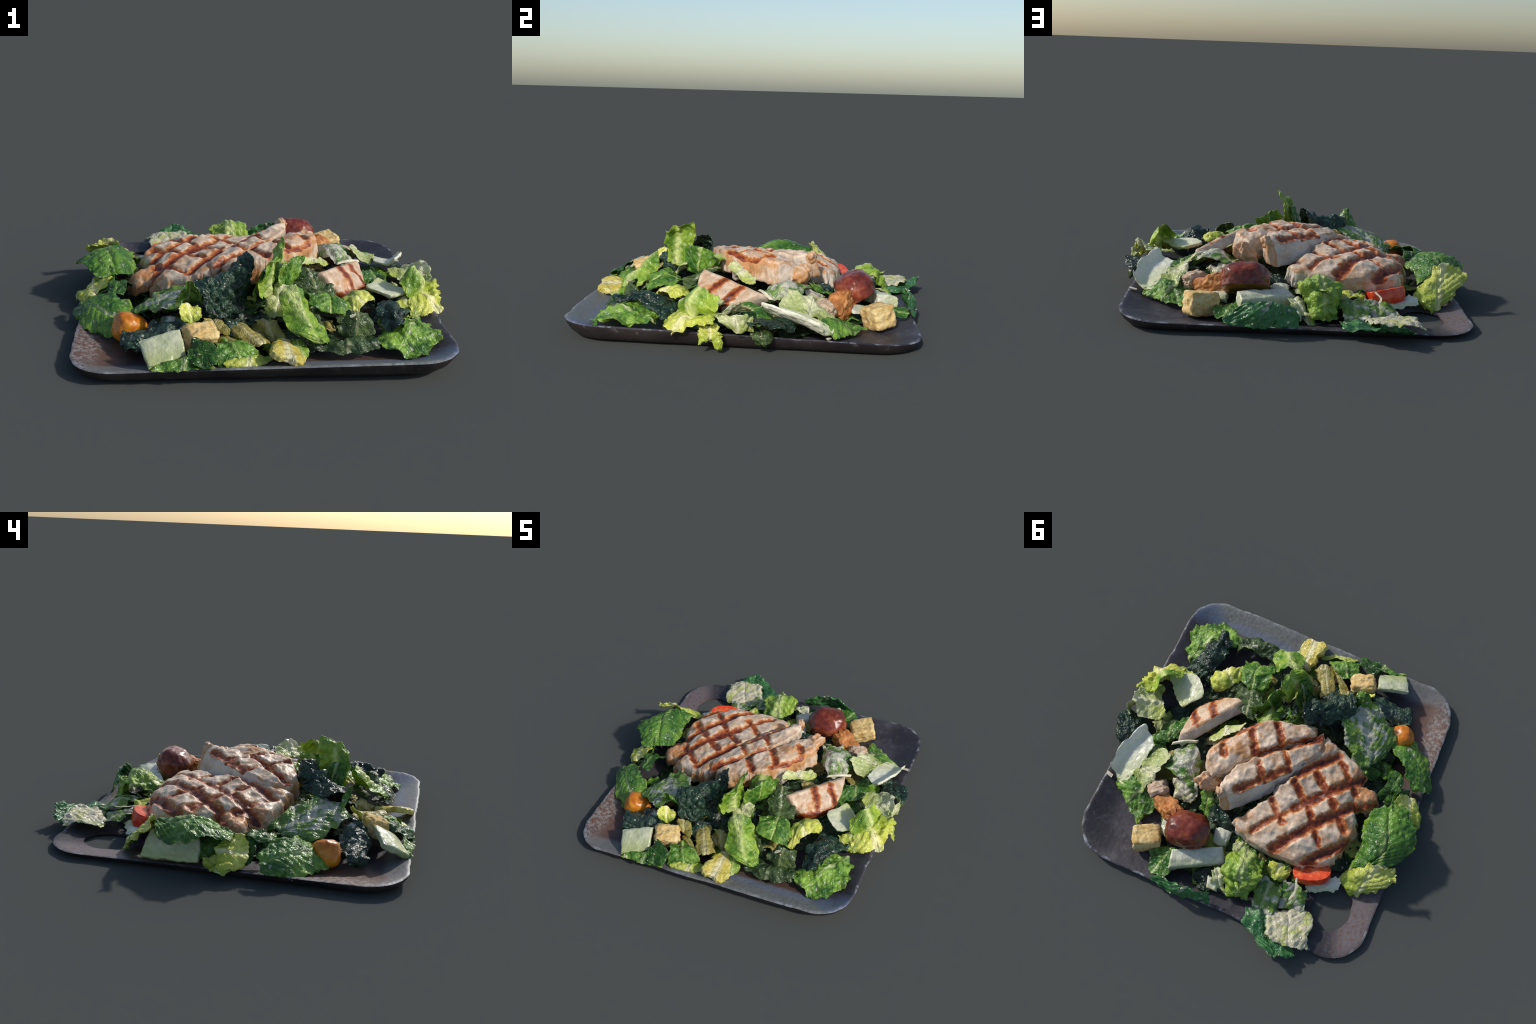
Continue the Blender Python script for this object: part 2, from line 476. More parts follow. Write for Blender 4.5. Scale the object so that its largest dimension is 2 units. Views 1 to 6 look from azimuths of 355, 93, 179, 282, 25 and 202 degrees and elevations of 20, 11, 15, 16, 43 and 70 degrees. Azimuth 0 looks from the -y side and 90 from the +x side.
def local_axes(P):
    """Local x along the rows (the midrib), z along the mean normal."""
    ex = (P[-1].mean(0) - P[0].mean(0))
    ex /= np.linalg.norm(ex)
    ez = normals(P).reshape(-1, 3).mean(0)
    ez -= ex * (ez @ ex)
    ez /= max(np.linalg.norm(ez), 1e-9)
    ey = np.cross(ez, ex)
    return np.stack([ex, ey, ez], 1)


# ------------------------------------------------------------------ leaves
LEAF_COUNT = [0]


def leaf_surface(rows, crumple, freq, ragged, ruffle, blister, crease, step, seed, pleat=0.005):
    P = surface(rows, step)
    N = normals(P)
    d = edge_distance(P)
    dmin = np.minimum.reduce(d)
    edge = np.exp(-dmin / 0.035)
    off = seed * np.array([3.17, 1.91, 2.53])
    # ragged outline: slide rim points in and out in the leaf plane
    tu = np.gradient(P, axis=0)
    tv = np.gradient(P, axis=1)
    tu /= np.maximum(np.linalg.norm(tu, axis=2, keepdims=True), 1e-9)
    tv /= np.maximum(np.linalg.norm(tv, axis=2, keepdims=True), 1e-9)
    su = np.exp(-d[1] / 0.04) - np.exp(-d[0] / 0.04)
    sv = np.exp(-d[3] / 0.04) - np.exp(-d[2] / 0.04)
    n1 = fbm(P * 10 + off, 2) + 0.40 * noise(P * 32 + off) + 0.38 * noise(P * 80 + off)
    # round the four corners
    corner = np.exp(-((np.minimum(d[0], d[1])) / 0.05)) * np.exp(-((np.minimum(d[2], d[3])) / 0.05))
    slide = ragged * 2.4 * n1 + 0.004 - 0.016 * corner
    P = P + tu * (su * slide)[..., None] + tv * (sv * slide)[..., None]
    h = crumple * 2.2 * fbm(P * freq + off * 1.3, 3)
    h += ruffle * 2.6 * edge * noise(P * 21 + off * 0.7)
    bl = noise(P * 22 + off)
    h += blister * (0.35 - np.abs(bl) * 2.0) + blister * 0.8 * noise(P * 55 + off)
    mid = (d[2] - d[3])
    along = d[0] + 0.45 * np.abs(mid) + 0.03 * noise(P * 7 + off)
    h += pleat * (np.abs(np.sin(math.pi * along / 0.042)) - 0.6) * smooth(dmin, 0.0, 0.02)
    h -= crease * np.exp(-(mid / 0.022) ** 2)
    return P + N * h[..., None]


def leaf(kind, mat, rows, parent, crumple=0.020, freq=5.5, ragged=0.013, ruffle=0.014, blister=0.004, crease=0.006, thick=0.007, step=0.006, pleat=0.005):
    LEAF_COUNT[0] += 1
    seed = LEAF_COUNT[0]
    P = leaf_surface(rows, crumple, freq, ragged, ruffle, blister, crease, step, seed, pleat)
    P[..., 2] -= 0.007 * smooth(P[..., 2], 0.05, 0.12)
    N = normals(P)
    taper = 0.35 + 0.65 * smooth(np.minimum.reduce(edge_distance(P)), 0.0, 0.02)
    t = (thick * taper)[..., None]
    v, f, m = shell(P + N * t / 2, P - N * t / 2, rings=2, bulge=(thick * 0.3,) * 4)
    v[:, 2] = np.maximum(v[:, 2], 0.004)
    return make_object(kind, v, f, [mat], parent, origin=P.reshape(-1, 3).mean(0), axes=local_axes(P))


def slab(kind, mats, rows, thick, parent, down=None, bulge=(0.01,) * 4, cut=(0, 0, 0, 0), edge_round=0.01, lumps=0.004, freq=12.0,
         grill=False, step=0.006, rings=6, own_axes=True, thin_edges=0.0, ragged=0.0):
    """Thick piece: top sheet through control rows, straight body below it, rounded rim."""
    LEAF_COUNT[0] += 1
    off = LEAF_COUNT[0] * np.array([2.3, 1.7, 3.1])
    P = surface(rows, step)
    N = normals(P)
    d = edge_distance(P)
    dmin = np.minimum.reduce(d)
    dn = -N.reshape(-1, 3).mean(0) if down is None else np.asarray(down, float)
    dn = dn / np.linalg.norm(dn)
    q = np.clip(1 - dmin / max(edge_round, 1e-6), 0, 0.98)
    corner = np.exp(-((np.minimum(d[0], d[1])) / 0.03)) * np.exp(-((np.minimum(d[2], d[3])) / 0.03))
    tu = np.gradient(P, axis=0); tv = np.gradient(P, axis=1)
    tu /= np.maximum(np.linalg.norm(tu, axis=2, keepdims=True), 1e-9)
    tv /= np.maximum(np.linalg.norm(tv, axis=2, keepdims=True), 1e-9)
    su = np.exp(-d[1] / 0.03) - np.exp(-d[0] / 0.03)
    sv = np.exp(-d[3] / 0.03) - np.exp(-d[2] / 0.03)
    slide = ragged * 2.4 * fbm(P * 16 + off) - 0.004 * corner * (ragged > 0)
    P = P + tu * (su * slide)[..., None] + tv * (sv * slide)[..., None]
    drop = edge_round * (1 - np.sqrt(1 - q * q))
    h = lumps * 2.2 * fbm(P * freq + off) + 0.35 * lumps * noise(P * freq * 4.5 + off)
    if grill:
        h = h - 0.020 * grill_depth(P[..., 0], P[..., 1])
    T = P + dn * (drop - h)[..., None]
    body = thick * (1 - thin_edges * np.exp(-dmin / 0.05))
    Q = P + dn * (body - 0.3 * drop + lumps * fbm(P * freq + off + 9))[..., None]
    v, f, m = shell(T, Q, bulge, rings, cut)
    # roughen the walls a little as well
    v = v + lumps * 0.5 * np.stack([noise(v * 24 + 5), noise(v * 24 + 11), noise(v * 24 + 23)], 1)
    nb = 2 * P.shape[0] * P.shape[1]  # wall rings come after the two sheets
    v[nb:] += lumps * 1.8 * np.stack([fbm(v[nb:] * 15 + 5), fbm(v[nb:] * 15 + 11), fbm(v[nb:] * 15 + 23)], 1)
    if own_axes:
        return make_object(kind, v, f, mats, parent, m, origin=P.reshape(-1, 3).mean(0), axes=local_axes(P))
    return make_object(kind, v, f, mats, parent, m)


def lump(kind, mats, centre, size, parent=None, rot=(0, 0, 0), box=0.0, lumps=0.06, freq=3.0, cut_below=None, sub=5, dents=None):
    """Ball-like body pushed toward a box (box=1), with lumps; cut_below flattens it at a local height."""
    bm = bmesh.new()
    bmesh.ops.create_icosphere(bm, subdivisions=sub, radius=1)
    v = np.array([w.co[:] for w in bm.verts])
    f = [[w.index for w in p.verts] for p in bm.faces]
    bm.free()
    if box:
        k = 2 + 10 * box
        v = v / ((np.abs(v) ** k).sum(1) ** (1 / k))[:, None]
    off = np.array(centre) * 31
    r = 1 + lumps * (2 * fbm(v * freq + off, 3) + 0.4 * noise(v * freq * 4 + off))
    v = v * r[:, None]
    if dents:
        for c, rad, dep in dents:
            c = np.array(c) / np.linalg.norm(c)
            u = v / np.linalg.norm(v, axis=1, keepdims=True)
            v = v * (1 - dep * np.exp(-(((u - c) ** 2).sum(1)) / rad ** 2))[:, None]
    mid = None
    if cut_below is not None:
        low = v[:, 2] < cut_below
        v[low, 2] = cut_below - 0.04 * smooth(np.hypot(v[low, 0], v[low, 1]), 1.0, 0.6) * 0
        mid = [1 if all(low[i] for i in q) else 0 for q in f]
    v = v * np.array(size)
    from mathutils import Euler
    R = np.array(Euler([math.radians(a) for a in rot]).to_matrix())
    c = np.array(centre, float)
    return make_object(kind, v @ R.T + c, f, mats, parent, mid, origin=c, axes=R)


def empty(name, label, category):
    e = bpy.data.objects.new(name, None)
    bpy.context.scene.collection.objects.link(e)
    e.empty_display_size = 0.1
    tag(e, label, category)
    return e


def tag(o, label, category):
    o["label"] = label
    o["category"] = category


# ------------------------------------------------------------------ plate
def rim_height(x, y):
    """Hand-made plate: the front right corner stands highest, the handle corner lowest."""
    a, b = (x + 0.9) / 1.8, (y + 0.95) / 1.8
    return (1 - a) * (1 - b) * 0.060 + a * (1 - b) * 0.105 + (1 - a) * b * 0.026 + a * b * 0.058


def plate():
    hx, hy, rc, cy, cx = 0.919, 0.929, 0.222, -0.053, -0.002
    nt = 360
    th = np.linspace(0, 2 * math.pi, nt, endpoint=False)

    def outline(shrink):
        ax, ay = hx - shrink, hy - shrink
        r = max(rc - shrink * 0.6, 0.05)
        c, s = np.cos(th), np.sin(th)
        out = np.zeros((nt, 2))
        for i in range(nt):
            lo, hi = 0.0, 2.0
            for _ in range(40):
                m = (lo + hi) / 2
                px, py = abs(m * c[i]), abs(m * s[i])
                qx, qy = px - (ax - r), py - (ay - r)
                dist = math.hypot(max(qx, 0), max(qy, 0)) + min(max(qx, qy), 0) - r
                lo, hi = (m, hi) if dist < 0 else (lo, m)
            out[i] = (lo * c[i], lo * s[i] + cy)
        return out

    # profile rings: (shrink from the rim, height as a share of the rim height, absolute lift)
    prof = [(0.93, 0.30, 0.0), (0.60, 0.30, 0.0), (0.40, 0.30, 0.0), (0.28, 0.31, 0.0), (0.22, 0.34, 0.0), (0.17, 0.40, 0.0), (0.13, 0.50, 0.0), (0.09, 0.66, 0.0),
            (0.055, 0.83, 0.0), (0.028, 0.95, 0.0), (0.014, 1.0, 0.0), (0.005, 1.0, 0.0), (0.0, 0.95, 0.0), (0.001, 0.85, 0.0), (0.006, 0.65, 0.0),
            (0.014, 0.40, 0.0), (0.028, 0.16, 0.0), (0.05, 0.0, 0.0), (0.10, 0.0, 0.0), (0.19, 0.0, 0.006), (0.40, 0.0, 0.006), (0.93, 0.0, 0.006)]
    rings = []
    for sh, k, lift in prof:
        if sh > 0.9:
            o = np.stack([0.02 * np.cos(th), 0.02 * np.sin(th) + cy], 1)
        else:
            o = outline(sh)
            if len(rings) > 12:  # the outer wall leans further in below the high front right corner
                lean = np.clip(0.5 + 0.55 * o[:, 0], 0, 1) * np.clip(0.5 - 0.55 * o[:, 1], 0, 1)
                o = o * (1 - lean[:, None]) + outline(sh * 2.0) * lean[:, None]
            o[:, 0] += cx
        wob = 0.009 * fbm(np.stack([o[:, 0] * 5, o[:, 1] * 5, np.full(nt, 2.0)], 1)) + 0.006 * noise(np.stack([o[:, 0] * 22, o[:, 1] * 22, np.full(nt, sh * 9)], 1))
        w = max(0.0, 1 - sh / 0.2)
        rr = 1 + wob * w
        z = k * rim_height(o[:, 0], o[:, 1]) + lift + w * 0.5 * wob * (0.2 < k)
        rings.append(np.stack([o[:, 0] * rr, (o[:, 1] - cy) * rr + cy, np.maximum(z, 0)], 1))
    v = np.concatenate(rings)
    f = []
    for r in range(len(rings) - 1):
        a = np.arange(nt) + r * nt
        b = np.roll(np.arange(nt), -1) + r * nt
        f += np.stack([a, b, b + nt, a + nt], 1).tolist()
    f.append(list(range(nt)))
    f.append(list(range((len(rings) - 1) * nt, len(rings) * nt)))
    slots = [0] * (10 * nt) + [2] * (2 * nt) + [1] * ((len(rings) - 13) * nt) + [0, 1]
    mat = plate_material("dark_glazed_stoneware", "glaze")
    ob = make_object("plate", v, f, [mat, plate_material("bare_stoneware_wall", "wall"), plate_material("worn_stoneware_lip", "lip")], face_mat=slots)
    # finger hole in the handle corner
    k = 72
    a = np.linspace(0, 2 * math.pi, k, endpoint=False)
    ring = np.stack([np.cos(a), np.sin(a), np.zeros(k)], 1)
    rad = 1 + 0.10 * noise(ring * 2.2 + 4) + 0.05 * noise(ring * 9)
    c0 = np.stack([-0.675 + 0.118 * rad * np.cos(a), 0.585 + 0.142 * rad * np.sin(a)], 1)
    cv = np.concatenate([np.column_stack([c0, np.full(k, -0.05)]), np.column_stack([c0, np.full(k, 0.3)])])
    cf = [[i, (i + 1) % k, (i + 1) % k + k, i + k] for i in range(k)] + [list(range(k)), list(range(k, 2 * k))]
    cutter = make_object("hole_cutter", cv, cf, [mat])
    mod = ob.modifiers.new("hole", "BOOLEAN")
    mod.object = cutter
    mod.operation = "DIFFERENCE"
    mod.solver = "EXACT"
    dg = bpy.context.evaluated_depsgraph_get()
    me = bpy.data.meshes.new_from_object(ob.evaluated_get(dg))
    ob.modifiers.clear()
    ob.data = me
    bpy.data.objects.remove(cutter)
    me.polygons.foreach_set("use_smooth", [True] * len(me.polygons))
    me.set_sharp_from_angle(angle=math.radians(50))
    tag(ob, "dark glazed square stoneware plate with raised rim and finger hole", "plate")
    return ob


# ------------------------------------------------------------------ assembly
def build():
    M = build_leaf_materials()
    plate()
    salad = empty("leaf_salad", "tossed romaine and kale leaves coated in creamy dressing", "salad")

    # ---- dark mound below everything, seen through the gaps between leaves
    reach = [0.88, 0.90, 0.82, 0.80, 0.86, 0.88, 0.80, 0.80, 0.86, 0.84, 0.86, 0.84, 0.78, 0.80, 0.84, 0.84, 0.78, 0.80, 0.84, 0.84, 0.78, 0.76, 0.80, 0.84]
    reach = resample(np.array(reach + reach[:1])[:, None], 181)[:-1, 0]
    nt, nr = 180, 70
    th = np.linspace(0, 2 * math.pi, nt, endpoint=False)
    rings = []
    for i in range(nr):
        s = i / (nr - 1)
        r = (0.005 + s) * reach * 0.89
        x, y = r * np.cos(th), r * np.sin(th) - 0.02
        z = 0.03 + 0.095 * (1 - s ** 2.2)
        p = np.stack([x, y, np.zeros(nt)], 1)
        z = z + 0.05 * (0.3 - np.abs(noise(p * 7)) * 2) * (1 - s ** 6) + 0.02 * noise(p * 19)
        rings.append(np.stack([x, y, np.maximum(z, 0.03)], 1))
    rings.append(rings[-1] * np.array([0.98, 0.98, 0]) + np.array([0, 0, 0.028]))
    v = np.concatenate(rings)
    f = []
    for r in range(len(rings) - 1):
        a = np.arange(nt) + r * nt
        b = np.roll(np.arange(nt), -1) + r * nt
        f += np.stack([a, b, b + nt, a + nt], 1).tolist()
    f += [list(range(nt)), list(range((len(rings) - 1) * nt, len(rings) * nt))]
    # keep the mound clear of the finger hole
    d = np.hypot(v[:, 0] + 0.68, v[:, 1] - 0.58)
    push = np.clip(0.22 - d, 0, None)
    dirv = np.stack([0.78, -0.62] * len(v)).reshape(-1, 2)
    v[:, :2] += dirv * push[:, None]
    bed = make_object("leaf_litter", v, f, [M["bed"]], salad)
    bed["kind"] = "stuff"

    def L(kind, mat, rows, **k):
        return leaf(kind, M[mat], rows, salad, **k)

    RL, KL, SL = "lettuce_leaf", "kale_leaf", "spinach_leaf"

    # ---- right front cluster of romaine heart
    slab("lettuce_rib", [M["rib"]], [[(.56, -.28, .17), (.61, -.34, .17), (.67, -.40, .165)], [(.61, -.21, .165), (.67, -.28, .155), (.74, -.36, .165)], [(.65, -.14, .17), (.73, -.22, .15), (.82, -.32, .165)]], 0.022, salad, bulge=(.004,) * 4, lumps=.003, ragged=.006)
    L(RL, "yellow", [[(.67, -.40, .155), (.74, -.37, .165), (.82, -.32, .165)], [(.70, -.43, .12), (.76, -.42, .125), (.86, -.37, .13)], [(.73, -.45, .09), (.77, -.45, .08), (.89, -.39, .10)]], ruffle=.012)
    L(RL, "bright", [[(.76, -.36, .160), (.85, -.31, .165), (.88, -.18, .165)], [(.74, -.37, .20), (.855, -.30, .23), (.88, -.16, .21)], [(.71, -.32, .235), (.80, -.25, .285), (.83, -.16, .265)]], ruffle=.012, crumple=.016)
    L(RL, "pale", [[(.97, -.17, .22), (.94, -.08, .235), (.88, .01, .23)], [(.90, -.21, .18), (.86, -.10, .19), (.81, .00, .205)], [(.84, -.26, .15), (.77, -.14, .17), (.70, -.05, .19)]], ruffle=.016, crumple=.018, crease=.012)
    L(RL, "yellow", [[(.77, -.45, .08), (.86, -.44, .10), (.94, -.38, .11), (.97, -.28, .15), (.985, -.18, .16)], [(.78, -.42, .13), (.85, -.39, .14), (.91, -.33, .15), (.94, -.26, .18), (.96, -.18, .20)], [(.76, -.36, .14), (.82, -.32, .14), (.86, -.28, .15), (.88, -.22, .17), (.90, -.17, .19)]], ruffle=.018, ragged=.018)
    L(RL, "yellow", [[(.93, -.26, .14), (.94, -.18, .15), (.94, -.12, .14)], [(.978, -.25, .10), (.982, -.18, .11), (.978, -.12, .10)], [(.972, -.24, .03), (.978, -.19, .06), (.972, -.13, .03)]], ragged=.03)
    L(RL, "pale", [[(.93, -.17, .20), (.95, -.06, .20), (.91, .03, .20)], [(.955, -.14, .16), (.965, -.05, .15), (.93, .03, .15)], [(.95, -.12, .12), (.96, -.05, .11), (.93, .03, .11)]])
    L(KL, "chard", [[(.86, .00, .13), (.88, .10, .12)], [(.95, .02, .10), (.95, .11, .09)], [(.955, .04, .03), (.955, .10, .02)]])

    # ---- front right corner: frilly green with kale on top
    L(RL, "frill", [[(.53, -.76, .09), (.62, -.84, .075), (.70, -.86, .065)], [(.55, -.66, .14), (.67, -.71, .15), (.79, -.79, .075)], [(.62, -.57, .16), (.74, -.61, .14), (.85, -.69, .10)], [(.70, -.49, .12), (.77, -.51, .10), (.84, -.57, .075)]], ruffle=.022, crumple=.022, ragged=.022)
    L(KL, "kale", [[(.56, -.72, .165), (.62, -.74, .19), (.68, -.73, .16)], [(.57, -.62, .19), (.63, -.61, .22), (.70, -.60, .18)], [(.58, -.51, .17), (.65, -.50, .18), (.77, -.46, .135)], [(.58, -.42, .12), (.66, -.41, .13), (.76, -.42, .10)]], crumple=.026, ruffle=.02, blister=.008)
    L(KL, "kale", [[(.50, -.48, .10), (.57, -.50, .14), (.66, -.46, .11)], [(.52, -.40, .11), (.59, -.43, .15), (.67, -.40, .11)], [(.54, -.34, .09), (.60, -.37, .11), (.68, -.35, .09)]], crumple=.026, ruffle=.02, blister=.008)
    L("chard_leaf", "chard", [[(.33, -.73, .13), (.42, -.76, .11), (.53, -.71, .11)], [(.34, -.70, .17), (.42, -.71, .18), (.51, -.68, .16)], [(.39, -.66, .20), (.44, -.66, .22), (.50, -.63, .17)]], crumple=.02, ruffle=.016)
    L("chard_leaf", "chard", [[(.21, -.80, .085), (.38, -.84, .085), (.54, -.81, .07)], [(.21, -.77, .12), (.38, -.80, .125), (.54, -.77, .10)], [(.22, -.71, .11), (.38, -.73, .11), (.54, -.71, .09)]], ruffle=.014)
    L(RL, "yellow", [[(.58, -.42, .16), (.51, -.50, .19), (.45, -.61, .12)], [(.56, -.37, .19), (.48, -.45, .22), (.42, -.57, .165)], [(.52, -.34, .16), (.43, -.41, .19), (.38, -.53, .15)]], ruffle=.012)
    L(RL, "green", [[(.44, -.62, .155), (.33, -.63, .21), (.21, -.61, .245)], [(.43, -.54, .21), (.34, -.54, .27), (.22, -.53, .25)], [(.39, -.45, .20), (.31, -.44, .21), (.23, -.45, .17)]], ruffle=.010)
    L(SL, "chard", [[(.19, -.22, .275), (.24, -.23, .28), (.31, -.25, .255)], [(.20, -.35, .24), (.27, -.32, .255), (.36, -.31, .235)], [(.22, -.47, .16), (.30, -.44, .195), (.40, -.39, .20)]])
    # ---- tall curled leaf and its wing
    L(RL, "bright", [[(-.02, -.58, .24), (.03, -.51, .235), (.04, -.42, .23)], [(-.02, -.59, .34), (.04, -.51, .35), (.06, -.41, .34)], [(.015, -.59, .425), (.05, -.50, .445), (.075, -.40, .455)], [(.07, -.58, .45), (.095, -.48, .490), (.105, -.395, .514)]], crumple=.012, crease=.008, ragged=.010)
    L(RL, "green", [[(.08, -.44, .41), (.16, -.34, .37), (.25, -.25, .38)], [(.07, -.45, .32), (.15, -.36, .31), (.23, -.26, .32)], [(.06, -.46, .22), (.14, -.37, .21), (.21, -.27, .23)]], crumple=.016)
    L(RL, "green", [[(-.02, -.57, .40), (-.01, -.50, .38), (.02, -.44, .36)], [(-.05, -.56, .30), (-.04, -.48, .28), (-.01, -.42, .27)], [(-.05, -.55, .20), (-.04, -.46, .19), (-.02, -.40, .20)]])
    L(RL, "pale", [[(.08, -.38, .28), (.11, -.41, .28), (.15, -.43, .26)], [(.04, -.46, .23), (.09, -.49, .24), (.14, -.51, .22)], [(.00, -.53, .14), (.05, -.57, .15), (.10, -.60, .16)]])
    L(RL, "bright", [[(.06, -.63, .29), (.13, -.605, .33), (.20, -.57, .28)], [(.07, -.70, .25), (.14, -.69, .255), (.22, -.62, .22)], [(.10, -.78, .19), (.19, -.77, .17), (.27, -.70, .15)], [(.21, -.82, .13), (.28, -.80, .13), (.31, -.76, .13)]], ruffle=.008, crease=-.010, ragged=.008)
    L(RL, "olive", [[(-.04, -.61, .15), (.01, -.63, .17), (.07, -.66, .17)], [(-.01, -.70, .09), (.04, -.73, .10), (.10, -.76, .10)]])
    L(RL, "chard", [[(.17, -.59, .19), (.22, -.60, .20), (.28, -.62, .18)], [(.20, -.68, .11), (.24, -.69, .11), (.30, -.71, .09)]])
    L(KL, "kale_dressed", [[(-.22, -.59, .15), (-.15, -.60, .16), (-.09, -.60, .15)], [(-.21, -.70, .10), (-.14, -.71, .10), (-.08, -.71, .09)]], crumple=.02)
    L(RL, "chard", [[(-.47, -.58, .13), (-.38, -.57, .14), (-.29, -.57, .13)], [(-.44, -.70, .09), (-.36, -.70, .10), (-.27, -.69, .09)]], crumple=.02)
    # ---- front edge
    slab("lettuce_rib", [M["gold"]], [[(.17, -.95, .085), (.10, -.965, .115), (.00, -.95, .145)], [(.16, -.88, .10), (.10, -.88, .125), (.02, -.88, .145)], [(.12, -.72, .10), (.09, -.73, .11), (.04, -.75, .12)]], 0.028, salad, bulge=(.004,) * 4, lumps=.006, ragged=.014)
    L(RL, "bright", [[(.205, -.83, .065), (.17, -.87, .08), (.13, -.90, .075)], [(.17, -.73, .12), (.13, -.75, .12), (.10, -.77, .115)]], ruffle=.004)
    slab("lettuce_rib", [M["olive"]], [[(.03, -.77, .105), (-.02, -.81, .13), (-.08, -.845, .11)], [(-.05, -.68, .125), (-.09, -.71, .135), (-.14, -.74, .12)], [(-.10, -.58, .13), (-.13, -.60, .135), (-.18, -.63, .12)]], 0.014, salad, bulge=(.003,) * 4, lumps=.005, ragged=.01)
    slab("lettuce_rib", [M["olive"]], [[(-.05, -.86, .11), (-.085, -.87, .11)], [(-.13, -.78, .125), (-.165, -.79, .12)], [(-.21, -.70, .12), (-.25, -.72, .11)]], 0.02, salad, bulge=(.004,) * 4, ragged=.004)
    L(RL, "olive", [[(.02, -.72, .07), (-.04, -.70, .10), (-.10, -.68, .10)], [(.05, -.62, .08), (.0, -.60, .13), (-.06, -.58, .12)]])
    L(RL, "green", [[(-.23, -.95, .08), (-.13, -.94, .065), (-.03, -.89, .085)], [(-.25, -.88, .15), (-.16, -.87, .15), (-.08, -.84, .135)], [(-.27, -.80, .13), (-.21, -.78, .135), (-.15, -.75, .12)]], crumple=.018, ruffle=.014)
    L(RL, "yellow", [[(-.22, -.96, .07), (-.10, -.95, .065), (.01, -.90, .08)], [(-.20, -.92, .10), (-.10, -.90, .10), (.02, -.86, .105)]], ruffle=.010)
    slab("celery_piece", [M["rib"]], [[(-.41, -.765, .15), (-.50, -.795, .14), (-.59, -.83, .12)], [(-.395, -.83, .12), (-.48, -.86, .11), (-.57, -.895, .09)], [(-.385, -.89, .08), (-.46, -.92, .07), (-.54, -.955, .055)]], 0.04, salad, bulge=(.006,) * 4, lumps=.005, edge_round=.014)
    L(SL, "spinach", [[(-.22, -.90, .14), (-.235, -.94, .12), (-.24, -.97, .085)], [(-.29, -.87, .175), (-.30, -.93, .15), (-.30, -.985, .10)], [(-.36, -.83, .17), (-.37, -.89, .145), (-.375, -.95, .10)]], ragged=.008, crease=-.006)
    L(RL, "frill", [[(-.53, -.985, .075), (-.40, -.985, .075), (-.25, -.975, .075)], [(-.50, -.94, .09), (-.40, -.93, .10), (-.26, -.92, .10)]], ruffle=.010)
    L(KL, "kale_dressed", [[(-.41, -.63, .20), (-.52, -.61, .16), (-.66, -.64, .09)], [(-.39, -.70, .17), (-.50, -.70, .15), (-.67, -.70, .06)], [(-.37, -.75, .12), (-.48, -.77, .10), (-.61, -.78, .05)]], crumple=.026, ruffle=.018, blister=.006)
    L(KL, "kale", [[(-.60, -.66, .07), (-.66, -.70, .09), (-.70, -.66, .05)], [(-.58, -.75, .07), (-.64, -.78, .08), (-.68, -.74, .04)]], crumple=.014)
    # ---- left side
    L(RL, "frill", [[(-.60, -.47, .14), (-.68, -.56, .10), (-.72, -.59, .05)], [(-.69, -.40, .17), (-.77, -.46, .13), (-.84, -.52, .04)], [(-.78, -.32, .17), (-.86, -.37, .14), (-.92, -.42, .06)], [(-.85, -.24, .12), (-.92, -.27, .12), (-.97, -.32, .07)]], crumple=.012, ruffle=.010)
    L(RL, "dressed", [[(-.27, -.45, .29), (-.36, -.56, .28), (-.45, -.67, .24)], [(-.34, -.38, .25), (-.45, -.46, .215), (-.55, -.58, .20)], [(-.42, -.30, .20), (-.52, -.38, .175), (-.64, -.51, .17)], [(-.48, -.21, .16), (-.55, -.27, .15), (-.63, -.40, .13)]], crumple=.020, ruffle=.014)
    L(RL, "green", [[(-.29, -.58, .24), (-.37, -.56, .24), (-.45, -.58, .23)], [(-.31, -.62, .29), (-.36, -.60, .295), (-.42, -.62, .27)], [(-.34, -.65, .34), (-.36, -.645, .36), (-.39, -.65, .33)]], ragged=.008)
    L(RL, "yellow", [[(-.43, -.655, .24), (-.37, -.65, .245), (-.31, -.64, .245)], [(-.40, -.70, .20), (-.35, -.715, .195), (-.29, -.69, .20)]], ruffle=.018)
    L(RL, "olive", [[(-.32, -.63, .17), (-.26, -.63, .17), (-.20, -.63, .16)], [(-.27, -.70, .13), (-.23, -.71, .13), (-.19, -.72, .12)]])
    L(KL, "kale", [[(-.09, -.29, .30), (-.22, -.39, .27), (-.35, -.48, .26)], [(-.08, -.34, .39), (-.19, -.47, .345), (-.33, -.57, .315)], [(-.05, -.42, .33), (-.17, -.56, .27), (-.30, -.65, .25)], [(-.09, -.47, .17), (-.18, -.59, .165), (-.28, -.66, .18)]], crumple=.026, ruffle=.014, blister=.012, freq=10)
    L(RL, "yellow", [[(-.77, -.18, .19), (-.86, -.21, .12), (-.93, -.20, .06)], [(-.78, -.12, .20), (-.87, -.13, .15), (-.96, -.14, .06)], [(-.80, -.07, .18), (-.88, -.06, .14), (-.97, -.08, .07)]], ruffle=.014)
    L(SL, "spinach", [[(-.74, -.09, .12), (-.70, -.10, .13), (-.65, -.12, .12)], [(-.78, -.19, .19), (-.74, -.20, .21), (-.69, -.21, .20)], [(-.79, -.30, .165), (-.74, -.31, .17), (-.69, -.33, .16)]], ragged=.008)
    L(RL, "spinach", [[(-.77, .09, .18), (-.77, -.08, .19), (-.75, -.22, .16)], [(-.83, .06, .12), (-.84, -.08, .13), (-.82, -.24, .12)], [(-.88, .05, .06), (-.90, -.08, .06), (-.87, -.25, .06)]])
    L(RL, "yellow", [[(-.86, .02, .08), (-.87, -.10, .09), (-.88, -.21, .09)], [(-.94, -.01, .055), (-.965, -.09, .04), (-.95, -.18, .055)]], ruffle=.014)
